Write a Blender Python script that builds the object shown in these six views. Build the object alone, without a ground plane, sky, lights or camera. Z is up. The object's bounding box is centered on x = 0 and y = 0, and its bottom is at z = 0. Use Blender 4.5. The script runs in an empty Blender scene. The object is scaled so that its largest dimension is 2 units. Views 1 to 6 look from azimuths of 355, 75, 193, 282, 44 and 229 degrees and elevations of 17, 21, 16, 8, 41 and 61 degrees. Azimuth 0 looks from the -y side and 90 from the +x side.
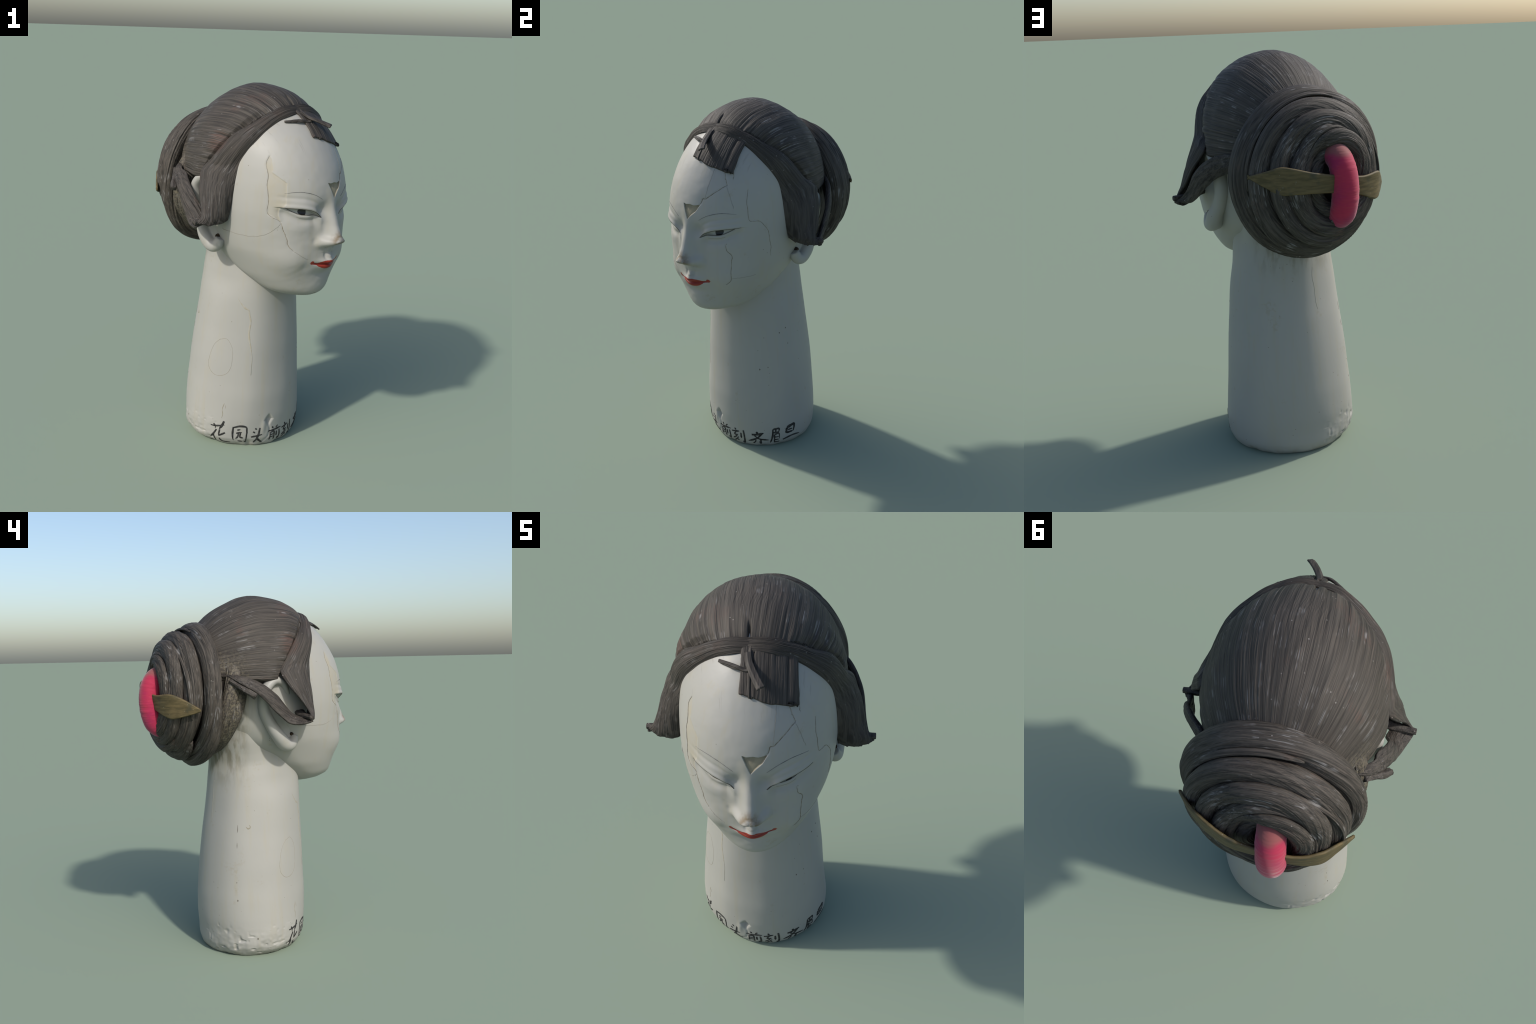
"""Carved and painted wooden puppet head of a woman on a tall neck, with a coiled
bun, a flat wooden hairpin and a pink wrapped cord.  Built in a local frame with the
face towards -Y; the root empty turns the whole thing 39 degrees about z."""
import bpy, math
import numpy as np

FACING = math.radians(39.0)
rng = np.random.default_rng(7)

# ------------------------------------------------------------------ small maths
def hash01(i, seed):
    i = np.asarray(i, dtype=np.int64)
    h = (i * 374761393 + seed * 668265263) & 0x7fffffff
    h = ((h ^ (h >> 13)) * 1274126177) & 0x7fffffff
    h = ((h ^ (h >> 16)) * 60493) & 0x7fffffff
    return ((h ^ (h >> 11)) & 0xffff) / 65535.0

def noise1(x, seed=0):
    x = np.asarray(x, float); i = np.floor(x); f = x - i
    f = f * f * (3 - 2 * f); i = i.astype(np.int64)
    return (hash01(i, seed) * (1 - f) + hash01(i + 1, seed) * f) * 2 - 1

def noise2(x, y, seed=0):
    x, y = np.broadcast_arrays(np.asarray(x, float), np.asarray(y, float))
    j = np.floor(y); f = y - j; f = f * f * (3 - 2 * f); j = j.astype(np.int64)
    i = np.floor(x); g = x - i; g = g * g * (3 - 2 * g); i = i.astype(np.int64)
    h = lambda a, b: hash01(a + b * 7919, seed)
    return ((h(i, j) * (1 - g) + h(i + 1, j) * g) * (1 - f)
            + (h(i, j + 1) * (1 - g) + h(i + 1, j + 1) * g) * f) * 2 - 1

def strands(u, t, seed, freq=40.0, drift=3.0):
    """Hair-strand relief, -1..1: fine across (u), slow along (t)."""
    w = u + 0.012 * noise2(t * drift, u * 6, seed + 5)
    r = 0.5 * noise2(w * freq, t * 1.3, seed) + 0.3 * noise2(w * freq * 2.3, t * 2.0, seed + 1)
    r += 0.25 * noise2(w * freq * 5.1, t * 3.0, seed + 2)
    return r

def smooth(a, b, x):
    t = np.clip((np.asarray(x, float) - a) / (b - a), 0, 1)
    return t * t * (3 - 2 * t)

def gauss(x, s):
    return np.exp(-(x / s) ** 2)

def pchip(xs, ys):
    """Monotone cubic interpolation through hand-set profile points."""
    xs = np.asarray(xs, float); ys = np.asarray(ys, float)
    h = np.diff(xs); d = np.diff(ys) / h
    m = np.zeros_like(ys); m[0] = d[0]; m[-1] = d[-1]
    for k in range(1, len(xs) - 1):
        if d[k - 1] * d[k] > 0:
            w1 = 2 * h[k] + h[k - 1]; w2 = h[k] + 2 * h[k - 1]
            m[k] = (w1 + w2) / (w1 / d[k - 1] + w2 / d[k])
    def f(x):
        x = np.clip(np.asarray(x, float), xs[0], xs[-1])
        k = np.clip(np.searchsorted(xs, x, side='right') - 1, 0, len(h) - 1)
        t = (x - xs[k]) / h[k]
        return ((1 + 2 * t) * (1 - t) ** 2 * ys[k] + t * (1 - t) ** 2 * h[k] * m[k]
                + t * t * (3 - 2 * t) * ys[k + 1] + t * t * (t - 1) * h[k] * m[k + 1])
    return f

def soft(f, lo, hi, sigma):
    """Blur a profile so that no crease shows where its control points sit."""
    x = np.linspace(lo, hi, 1200); y = f(x); k = int(3 * sigma / (x[1] - x[0]))
    g = np.exp(-.5 * (np.arange(-k, k + 1) * (x[1] - x[0]) / sigma) ** 2); g /= g.sum()
    pad = np.r_[2 * y[0] - y[k:0:-1], y, 2 * y[-1] - y[-2:-k - 2:-1]]
    ys = np.convolve(pad, g, 'valid')
    return lambda q: np.interp(q, x, ys)

def spline(pts, n):
    """Catmull-Rom through control points, resampled to n points by length."""
    p = np.asarray(pts, float)
    q = np.vstack([2 * p[0] - p[1], p, 2 * p[-1] - p[-2]])
    out = []
    for k in range(1, len(q) - 2):
        t = np.linspace(0, 1, 24, endpoint=False)[:, None]
        a, b, c, d = q[k - 1], q[k], q[k + 1], q[k + 2]
        out.append(0.5 * (2 * b + (c - a) * t + (2 * a - 5 * b + 4 * c - d) * t ** 2
                          + (3 * b - a - 3 * c + d) * t ** 3))
    out = np.vstack(out + [p[-1:]])
    s = np.r_[0, np.cumsum(np.linalg.norm(np.diff(out, axis=0), axis=1))]
    t = np.linspace(0, s[-1], n)
    return np.stack([np.interp(t, s, out[:, i]) for i in range(out.shape[1])], 1)

def unit(v):
    return v / np.maximum(np.linalg.norm(v, axis=-1, keepdims=True), 1e-9)

def polyline_distance(x, z, pts):
    d = np.full(np.shape(x), 9.0)
    for (ax, az), (bx, bz) in zip(pts[:-1], pts[1:]):
        ux, uz = bx - ax, bz - az
        t = np.clip(((x - ax) * ux + (z - az) * uz) / (ux * ux + uz * uz + 1e-12), 0, 1)
        d = np.minimum(d, np.hypot(x - ax - t * ux, z - az - t * uz))
    return d

def in_polygon(x, z, poly):
    ins = np.zeros(np.shape(x), bool); n = len(poly)
    for k in range(n):
        x0, z0 = poly[k]; x1, z1 = poly[(k + 1) % n]
        c = ((z0 > z) != (z1 > z)) & (x < (x1 - x0) * (z - z0) / (z1 - z0 + 1e-12) + x0)
        ins ^= c
    return ins

def signed_polygon(x, z, poly):
    d = polyline_distance(x, z, list(poly) + [poly[0]])
    return np.where(in_polygon(x, z, poly), d, -d)

# ------------------------------------------------------------------ mesh helpers
ROOT = None

def new_object(name, mesh, material, parent=None):
    ob = bpy.data.objects.new(name, mesh)
    bpy.context.scene.collection.objects.link(ob)
    ob.parent = parent or ROOT
    if material is not None:
        mesh.materials.append(material)
    return ob

def mesh_from(name, verts, faces, normals=None):
    me = bpy.data.meshes.new(name)
    me.from_pydata(np.asarray(verts).tolist(), [], [list(map(int, f)) for f in faces])
    me.validate(); me.update()
    me.polygons.foreach_set("use_smooth", np.ones(len(me.polygons), bool))
    if normals is not None:
        me.normals_split_custom_set_from_vertices(np.asarray(normals).tolist())
    me.update()
    return me

def grid_faces(ni, nj, wrap_i=False, wrap_j=False, offset=0, flip=False):
    i = np.arange(ni if wrap_i else ni - 1); j = np.arange(nj if wrap_j else nj - 1)
    I, J = np.meshgrid(i, j, indexing='ij'); I2 = (I + 1) % ni; J2 = (J + 1) % nj
    f = np.stack([I * nj + J, I2 * nj + J, I2 * nj + J2, I * nj + J2], -1).reshape(-1, 4) + offset
    return f[:, ::-1] if flip else f

def grid_normals(P, wrap_i=False, wrap_j=False):
    def d(ax, wrap):
        if wrap:
            return np.roll(P, -1, ax) - np.roll(P, 1, ax)
        return np.gradient(P, axis=ax)
    return unit(np.cross(d(0, wrap_i), d(1, wrap_j)))

def sheet(name, P, thick, material, outward, parent=None):
    """Closed sheet: grid P plus an inner copy, rims rounded by an extra middle row."""
    ni, nj = P.shape[:2]
    N = grid_normals(P)
    if np.sum(N * outward) < 0:
        N = -N
    th = np.broadcast_to(np.asarray(thick, float), (ni, nj))[..., None]
    Q = P - N * th
    V = np.vstack([P.reshape(-1, 3), Q.reshape(-1, 3)])
    f = [grid_faces(ni, nj), grid_faces(ni, nj, offset=ni * nj, flip=True)]
    loop = ([i * nj for i in range(ni)] + [(ni - 1) * nj + j for j in range(1, nj)]
            + [i * nj + nj - 1 for i in range(ni - 2, -1, -1)] + [j for j in range(nj - 2, 0, -1)])
    L = np.array(loop); L2 = np.roll(L, -1); o = ni * nj
    c = P.reshape(-1, 3).mean(0)
    mid = 0.5 * (V[L] + V[L + o])
    nb = np.array([1 if k % 1 == 0 else 0 for k in range(len(L))])
    tang = unit(np.roll(mid, -1, 0) - np.roll(mid, 1, 0))
    out = np.cross(tang, N.reshape(-1, 3)[L])
    sgn = np.sign(np.sum(out * (mid - c), 1).mean()) or 1
    mid = mid + out * sgn * (th.reshape(-1, 1)[L] * 0.35)
    m0 = len(V); V = np.vstack([V, mid]); M = np.arange(len(L)) + m0; M2 = np.roll(M, -1)
    f.append(np.stack([L, M, M2, L2], 1)[:, ::-1]); f.append(np.stack([M, L + o, L2 + o, M2], 1)[:, ::-1])
    F = np.vstack(f)
    me = mesh_from(name, V, F)
    import bmesh
    bm = bmesh.new(); bm.from_mesh(me); bmesh.ops.recalc_face_normals(bm, faces=bm.faces); bm.to_mesh(me); bm.free()
    me.polygons.foreach_set("use_smooth", np.ones(len(me.polygons), bool))
    return new_object(name, me, material, parent)

def sweep(name, path, ra, rb, ref, material, relief=None, nth=48, closed=False, parent=None, power=2.0):
    """Tube along path; ra across (path x ref), rb along ref; relief(theta, t) in metres."""
    path = np.asarray(path, float); n = len(path)
    T = unit(np.roll(path, -1, 0) - np.roll(path, 1, 0)) if closed else unit(np.gradient(path, axis=0))
    ref = np.broadcast_to(np.asarray(ref, float), path.shape)
    A = unit(np.cross(T, ref)); B = unit(np.cross(A, T))
    th = np.linspace(0, 2 * np.pi, nth, endpoint=False)
    t = np.linspace(0, 1, n)
    c, s = np.cos(th), np.sin(th)
    c = np.sign(c) * np.abs(c) ** (2 / power); s = np.sign(s) * np.abs(s) ** (2 / power)
    ra = np.broadcast_to(ra, n)[:, None]; rb = np.broadcast_to(rb, n)[:, None]
    if relief is not None:
        r = relief(th[None, :], t[:, None])
        k = 1 + r / np.maximum(np.minimum(ra, rb), 1e-4)
    else:
        k = np.ones((n, nth))
    P = path[:, None] + A[:, None] * (ra * c * k)[..., None] + B[:, None] * (rb * s * k)[..., None]
    V = P.reshape(-1, 3); F = list(grid_faces(n, nth, closed, True))
    if not closed:
        V = np.vstack([V, path[:1], path[-1:]]); a = n * nth
        for j in range(nth):
            F.append([j, (j + 1) % nth, a]); F.append([(n - 1) * nth + (j + 1) % nth, (n - 1) * nth + j, a + 1])
    me = mesh_from(name, V, F)
    import bmesh
    bm = bmesh.new(); bm.from_mesh(me); bmesh.ops.recalc_face_normals(bm, faces=bm.faces); bm.to_mesh(me); bm.free()
    me.polygons.foreach_set("use_smooth", np.ones(len(me.polygons), bool))
    return new_object(name, me, material, parent)

def ribbons(name, strokes, surface, material, lift=0.0012, parent=None):
    """Brush strokes / crack lines lying on a surface.  Each stroke: (2D points, widths)."""
    V, F = [], []
    for pts, wid in strokes:
        n = max(8, int(6 * len(pts)))
        uv = spline(pts, n)
        w = np.interp(np.linspace(0, 1, n), np.linspace(0, 1, len(wid)), wid)
        P = surface(uv[:, 0], uv[:, 1]); e = 2e-3
        du = surface(uv[:, 0] + e, uv[:, 1]) - P; dv = surface(uv[:, 0], uv[:, 1] + e) - P
        N = unit(np.cross(du, dv)); T = unit(np.gradient(P, axis=0)); S = unit(np.cross(N, T))
        o = sum(len(v) for v in V)
        V.append(np.stack([P - S * w[:, None] - N * lift, P - S * w[:, None] * .6 + N * lift,
                           P + S * w[:, None] * .6 + N * lift, P + S * w[:, None] - N * lift], 1).reshape(-1, 3))
        F.append(grid_faces(n, 4, offset=o)); a = o + (n - 1) * 4
        F.append(np.array([[o, o + 1, o + 2, o + 3], [a + 3, a + 2, a + 1, a]]))
    me = mesh_from(name, np.vstack(V), np.vstack(F))
    return new_object(name, me, material, parent)

# ------------------------------------------------------------------ node helpers
class X:
    """Scalar node expression."""
    def __init__(s, nt, sock): s.nt, s.k = nt, sock
    def op(s, o, *a):
        n = s.nt.nodes.new('ShaderNodeMath'); n.operation = o
        for i, v in enumerate((s,) + a):
            if isinstance(v, X): s.nt.links.new(v.k, n.inputs[i])
            else: n.inputs[i].default_value = v
        return X(s.nt, n.outputs[0])
    def __add__(s, o): return s.op('ADD', o)
    def __sub__(s, o): return s.op('SUBTRACT', o)
    def __mul__(s, o): return s.op('MULTIPLY', o)
    def __truediv__(s, o): return s.op('DIVIDE', o)
    __radd__ = __add__; __rmul__ = __mul__
    def abs(s): return s.op('ABSOLUTE')
    def pow(s, o): return s.op('POWER', o)
    def min(s, o): return s.op('MINIMUM', o)
    def max(s, o): return s.op('MAXIMUM', o)
    def ramp(s, a, b, lo=0.0, hi=1.0):
        n = s.nt.nodes.new('ShaderNodeMapRange'); n.interpolation_type = 'SMOOTHSTEP'
        s.nt.links.new(s.k, n.inputs[0])
        for i, v in enumerate((a, b, lo, hi)): n.inputs[i + 1].default_value = v
        return X(s.nt, n.outputs[0])

class Mat:
    def __init__(s, name, rough=0.6, spec=0.3):
        s.m = bpy.data.materials.new(name); s.m.use_nodes = True; s.nt = s.m.node_tree
        s.b = s.nt.nodes['Principled BSDF']; s.b.inputs['Roughness'].default_value = rough
        s.b.inputs['Specular IOR Level'].default_value = spec
        c = s.nt.nodes.new('ShaderNodeTexCoord'); s.obj = c.outputs['Object']
        sep = s.nt.nodes.new('ShaderNodeSeparateXYZ'); s.nt.links.new(s.obj, sep.inputs[0])
        s.x, s.y, s.z = (X(s.nt, sep.outputs[i]) for i in range(3))
    def vec(s, a, b, c):
        n = s.nt.nodes.new('ShaderNodeCombineXYZ')
        for i, v in enumerate((a, b, c)):
            if isinstance(v, X): s.nt.links.new(v.k, n.inputs[i])
            else: n.inputs[i].default_value = v
        return n.outputs[0]
    def noise(s, scale=5.0, detail=3.0, rough=0.55, vec=None, dist=0.0):
        n = s.nt.nodes.new('ShaderNodeTexNoise'); n.inputs['Scale'].default_value = scale
        n.inputs['Detail'].default_value = detail; n.inputs['Roughness'].default_value = rough
        n.inputs['Distortion'].default_value = dist
        s.nt.links.new(vec or s.obj, n.inputs['Vector']); return X(s.nt, n.outputs[0])
    def voronoi(s, scale, vec=None):
        n = s.nt.nodes.new('ShaderNodeTexVoronoi'); n.inputs['Scale'].default_value = scale
        s.nt.links.new(vec or s.obj, n.inputs['Vector']); return X(s.nt, n.outputs['Distance'])
    def mix(s, fac, a, b):
        n = s.nt.nodes.new('ShaderNodeMix'); n.data_type = 'RGBA'
        for sock, v in ((n.inputs[0], fac), (n.inputs[6], a), (n.inputs[7], b)):
            if isinstance(v, X): s.nt.links.new(v.k, sock)
            elif isinstance(v, (tuple, list)): sock.default_value = (*v, 1)
            elif isinstance(v, (int, float)): sock.default_value = v
            else: s.nt.links.new(v, sock)
        return n.outputs[2]
    def color(s, c):
        if isinstance(c, tuple): s.b.inputs['Base Color'].default_value = (*c, 1)
        else: s.nt.links.new(c, s.b.inputs['Base Color'])
    def bump(s, h, strength=0.3, dist=0.002):
        n = s.nt.nodes.new('ShaderNodeBump'); n.inputs['Strength'].default_value = strength
        n.inputs['Distance'].default_value = dist
        s.nt.links.new(h.k, n.inputs['Height']); s.nt.links.new(n.outputs[0], s.b.inputs['Normal'])

# ------------------------------------------------------------------ materials
WHITE = (0.315, 0.308, 0.280)
DIRT = (0.125, 0.11, 0.07)

def paint_base(M):
    """White gesso paint: faint mottling, brush streaks down the neck, specks."""
    c = M.mix(M.noise(3.0, 4).ramp(.35, .7), WHITE, (0.304, 0.298, 0.273))
    streak = M.noise(1.0, 3, vec=M.vec(M.x * 26, M.y * 26, M.z * 1.2))
    c = M.mix(streak.ramp(.50, .72) * .6, c, (0.315, 0.297, 0.245))
    spots = M.noise(9.0, 2).ramp(.62, .72) * M.noise(60, 2).ramp(.45, .65)
    c = M.mix(spots * .45, c, (0.27, 0.245, 0.185))
    speck = M.voronoi(24.0).ramp(.035, .075, 1, 0) * M.noise(5, 1).ramp(.5, .58)
    c = M.mix(speck * .75, c, (0.12, 0.10, 0.075))
    return c

def white_paint():
    M = Mat("white_gesso_paint", rough=0.48, spec=0.35)
    c = paint_base(M)
    # brown wear on the nose tip
    d = ((M.x * M.x) + (M.y + .70) * (M.y + .70) + (M.z - 1.272) * (M.z - 1.272)).pow(.5)
    wear = d.ramp(.022, .070, 1, 0) * M.noise(34, 4).ramp(.22, .60)
    c = M.mix(wear * .95, c, (0.135, 0.095, 0.048))
    # worn philtrum and chin tip
    d2 = ((M.x * M.x) + (M.z - 1.178) * (M.z - 1.178)).pow(.5).ramp(.006, .026, 1, 0) * M.y.ramp(-.6, -.61)
    c = M.mix(d2 * M.noise(60, 3).ramp(.4, .65) * .5, c, (0.17, 0.15, 0.115))
    d3 = ((M.x * M.x) + (M.z - .965) * (M.z - .965)).pow(.5).ramp(.01, .04, 1, 0) * M.y.ramp(-.5, -.53)
    c = M.mix(d3 * M.noise(70, 3).ramp(.52, .66) * .7, c, (0.13, 0.11, 0.08))
    # soot and hair dust where the nape goes under the bun
    nape = M.y.ramp(.05, .16) * M.z.ramp(.90, 1.12) * M.noise(1, 4, vec=M.vec(M.x * 34, M.y * 34, M.z * 9)).ramp(.42, .68)
    c = M.mix(nape * .7, c, DIRT)
    # vertical scuffs on the upper forehead under the fringe
    scuff = M.noise(1, 3, vec=M.vec(M.x * 70, M.y * 10, M.z * 6)).ramp(.58, .7) * M.z.ramp(1.66, 1.74) * M.y.ramp(-.30, -.38)
    c = M.mix(scuff * .35, c, (0.19, 0.178, 0.155))
    # greyish grime on the chipped foot
    foot = M.z.ramp(.0, .055, 1, 0) * M.noise(24, 4).ramp(.45, .7)
    c = M.mix(foot * .7, c, (0.21, 0.19, 0.145))
    M.color(c)
    M.bump(M.noise(55, 4), .10, .004)
    return M.m

def patch_paint():
    M = Mat("cream_filler", rough=0.6)
    c = M.mix(M.noise(14, 4).ramp(.4, .65), (0.325, 0.300, 0.238), (0.325, 0.308, 0.262))
    M.color(c); M.bump(M.noise(60, 4), .15, .003); return M.m

def notch_paint():
    M = Mat("bare_chip", rough=0.75)
    c = M.mix(M.noise(30, 4).ramp(.4, .65), (0.25, 0.222, 0.155), (0.19, 0.170, 0.118))
    M.color(c); M.bump(M.noise(70, 4), .3, .003); return M.m

IRIS = (0.147, 1.418, 0.0185)

def eye_paint():
    M = Mat("painted_eye", rough=0.35, spec=0.45)
    ax = M.x.abs()
    d = ((ax - IRIS[0]) * (ax - IRIS[0]) + (M.z - IRIS[1]) * (M.z - IRIS[1])).pow(.5)
    c = M.mix(d.ramp(IRIS[2] - .002, IRIS[2] + .0015, 1, 0), (0.33, 0.33, 0.30), (0.014, 0.012, 0.011))
    M.color(c); return M.m

def lip_paint():
    """Red lens-shaped mouth with thin curled tails ending in round dots, on white."""
    M = Mat("red_lip_paint", rough=0.42, spec=0.35)
    base = paint_base(M)
    ax = M.x.abs()
    mid = (ax * ax) * 1.15 + 1.138
    half = ((ax / .067).pow(2.0) * -1 + 1.0).max(0.0).pow(.6) * .0250
    # cupid's bow: slight dip at the centre of the upper edge
    lens = half - (M.z - mid - .001).abs()
    tail = ax.ramp(.05, .058) * ax.ramp(.088, .094, 1, 0) * .0055 - .0 - (M.z - mid - .0015).abs()
    dot = ((ax - .090) * (ax - .090) + (M.z - 1.1525) * (M.z - 1.1525)).pow(.5) * -1 + .0098
    m = lens.max(tail).max(dot) + (M.noise(45, 2) - .5) * .004
    red = M.mix(M.noise(1, 3, vec=M.vec(M.x * 30, M.y * 30, M.z * 130)).ramp(.35, .7), (0.195, 0.016, 0.009), (0.245, 0.027, 0.014))
    M.color(M.mix(m.ramp(-.001, .0015), base, red)); return M.m

def hair_material(name, kind, tint=(0.039, 0.0345, 0.0295)):
    M = Mat(name, rough=0.62, spec=0.25)
    if kind == 'cap':            # strands run front to back over the skull
        zz = M.z - 1.55
        across = M.x.op('ARCTAN2', zz.max(-.06))
        v = M.vec(across * 42, M.y * 2.2, 0.0); v2 = M.vec(across * 130, M.y * 5.0, 3.0)
    elif kind == 'coil':         # strands run round the bun axis
        r = (M.x * M.x + (M.z - 1.45) * (M.z - 1.45)).pow(.5)
        a = M.x.op('ARCTAN2', M.z - 1.45)
        v = M.vec(r * 110, M.y * 85, a * 1.6); v2 = M.vec(r * 300, M.y * 240, a * 3.4)
    elif kind == 'fringe':       # strands hang straight down
        v = M.vec(M.x * 90, 0.0, M.z * 4.0); v2 = M.vec(M.x * 260, 2.0, M.z * 7.0)
    elif kind == 'lock':         # strands run back along the folded locks
        v = M.vec((M.z - M.y * .75) * 70, M.x.abs() * 60, M.y * 4); v2 = M.vec((M.z - M.y * .75) * 210, M.x.abs() * 180, M.y * 9)
    else:                        # strands fan down the side bands: 0 at the face edge, 1 at the rear edge
        rear = ((M.z - 1.58) * .483 - .056).min((M.z - 1.58) * -.861 - .056)
        front = ((M.z - 1.55) * -.40 - .262).min(-.25)
        across = (M.y - front) / (rear - front).max(.03)
        v = M.vec(across * 17, M.x.op('SIGN') * 3, M.z * 4.0); v2 = M.vec(across * 55, M.x.op('SIGN') * 5, M.z * 9.0)
    n1 = M.noise(1, 3, vec=v); n2 = M.noise(1, 3, vec=v2)
    dark = tuple(k * .55 for k in tint); light = (tint[0] * 1.7, tint[1] * 1.7, tint[2] * 1.68)
    c = M.mix(n1.ramp(.30, .70), dark, light)
    c = M.mix(n2.ramp(.44, .70) * .7, c, (tint[0] * 2.3, tint[1] * 2.15, tint[2] * 2.05))
    # reddish primer showing through in streaks
    red = M.noise(7.0, 2).ramp(.58, .74) * n2.ramp(.45, .62) * .7
    if kind != 'coil':
        dd = ((M.x + .318) * (M.x + .318) + (M.y + .13) * (M.y + .13) + (M.z - 1.72) * (M.z - 1.72)).pow(.5)
        red = (red + dd.ramp(.015, .085, 1, 0) * n2.ramp(.40, .6) * 1.3).min(1.0)
    c = M.mix(red * .42, c, (0.115, 0.050, 0.038))
    # grey-white flecks of worn paint, stretched along the strands
    fl = M.noise(8.5, 2).ramp(.50, .62) * M.noise(1.6, 2, vec=v).ramp(.52, .66) * M.noise(20, 1).ramp(.42, .56)
    c = M.mix(fl * (.7 if kind in ('cap', 'coil') else .3), c, (0.20, 0.195, 0.19))
    pin = M.voronoi(30).ramp(.06, .12, 1, 0) * M.noise(8, 2).ramp(.5, .6)
    c = M.mix(pin * .7, c, (0.24, 0.225, 0.205))
    # straw-coloured dust caught where the cap meets the bun
    if kind in ('cap', 'coil'):
        g = M.y.ramp(.08, .2) * M.y.ramp(.22, .30, 1, 0) * M.z.ramp(1.75, 1.55) * M.x.ramp(-.15, -.26)
        c = M.mix(g * M.noise(80, 5, .7).ramp(.44, .62) * .7, c, (0.165, 0.143, 0.098))
    M.color(c)
    M.bump(n2 + n1 * .6, .55, .004)
    return M.m

def dark_hair_inner():
    M = Mat("hair_core", rough=0.9, spec=0.1); M.color((0.02, 0.017, 0.015)); return M.m

def pin_wood():
    M = Mat("olive_stained_wood", rough=0.6, spec=0.3)
    g = M.noise(1, 4, vec=M.vec(M.x * 9, M.y * 30, M.z * 90))
    c = M.mix(g.ramp(.3, .7), (0.068, 0.053, 0.023), (0.125, 0.094, 0.042))
    c = M.mix(M.noise(12, 3).ramp(.55, .72) * .8, c, (0.042, 0.042, 0.027))
    c = M.mix(M.voronoi(34).ramp(.05, .11, 1, 0) * .5, c, (0.20, 0.195, 0.16))
    M.color(c); M.bump(g, .3, .002); return M.m

def pink_cord():
    M = Mat("pink_wrapped_cord", rough=0.7, spec=0.2)
    c = M.mix(M.noise(7, 3).ramp(.35, .68), (0.36, 0.020, 0.058), (0.27, 0.012, 0.068))
    thread = M.noise(1, 2, vec=M.vec(M.x * 6, M.y * 40, M.z * 150))
    c = M.mix(thread.ramp(.5, .75) * .35, c, (0.40, 0.040, 0.066))
    top = (M.z + (M.noise(25, 2) - .5) * .02).ramp(1.555, 1.585)
    c = M.mix(top * .75, c, (0.20, 0.085, 0.070))
    M.color(c)
    b = M.b; b.inputs['Sheen Weight'].default_value = .25; b.inputs['Sheen Roughness'].default_value = .5
    M.bump(thread, .35, .003); return M.m

def flat(name, c, rough=.7, noise=None):
    M = Mat(name, rough=rough, spec=.2)
    M.color(M.mix(M.noise(60, 3).ramp(.4, .65), c, noise) if noise else c); return M.m

# ------------------------------------------------------------------ neck
NZ = [0, .015, .035, .06, .12, .2, .3, .4, .5, .6, .7, .8, .9, 1.0, 1.1, 1.2, 1.36]
n_cx = pchip(NZ, [-.006, -.008, -.011, -.014, -.015, -.015, -.015, -.013, -.012, -.011, -.01, -.01, -.011, -.01, -.008, -.006, 0])
n_cy = pchip(NZ, [-.025, -.024, -.024, -.024, -.025, -.025, -.027, -.029, -.032, -.037, -.042, -.048, -.053, -.057, -.060, -.060, -.06])
n_a = pchip(NZ, [.297, .313, .328, .338, .342, .335, .325, .315, .307, .296, .284, .274, .264, .251, .234, .232, .24])
n_b = pchip(NZ, [.271, .283, .291, .297, .301, .308, .310, .306, .300, .294, .286, .277, .270, .263, .250, .242, .24])

# the foot is not a clean oval: fuller in front and behind, flatter on the two front corners
FOOT_OUT = pchip([-180, -165, -145, -128, -115, -90, -77, -49, -31, -12, 5, 25, 42, 69, 89, 122, 157, 180],
                 [.008, .013, .012, .009, .003, -.006, -.011, -.010, .002, .012, .015, .011, .006, .004, .002, -.006, -.001, .008])

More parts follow.
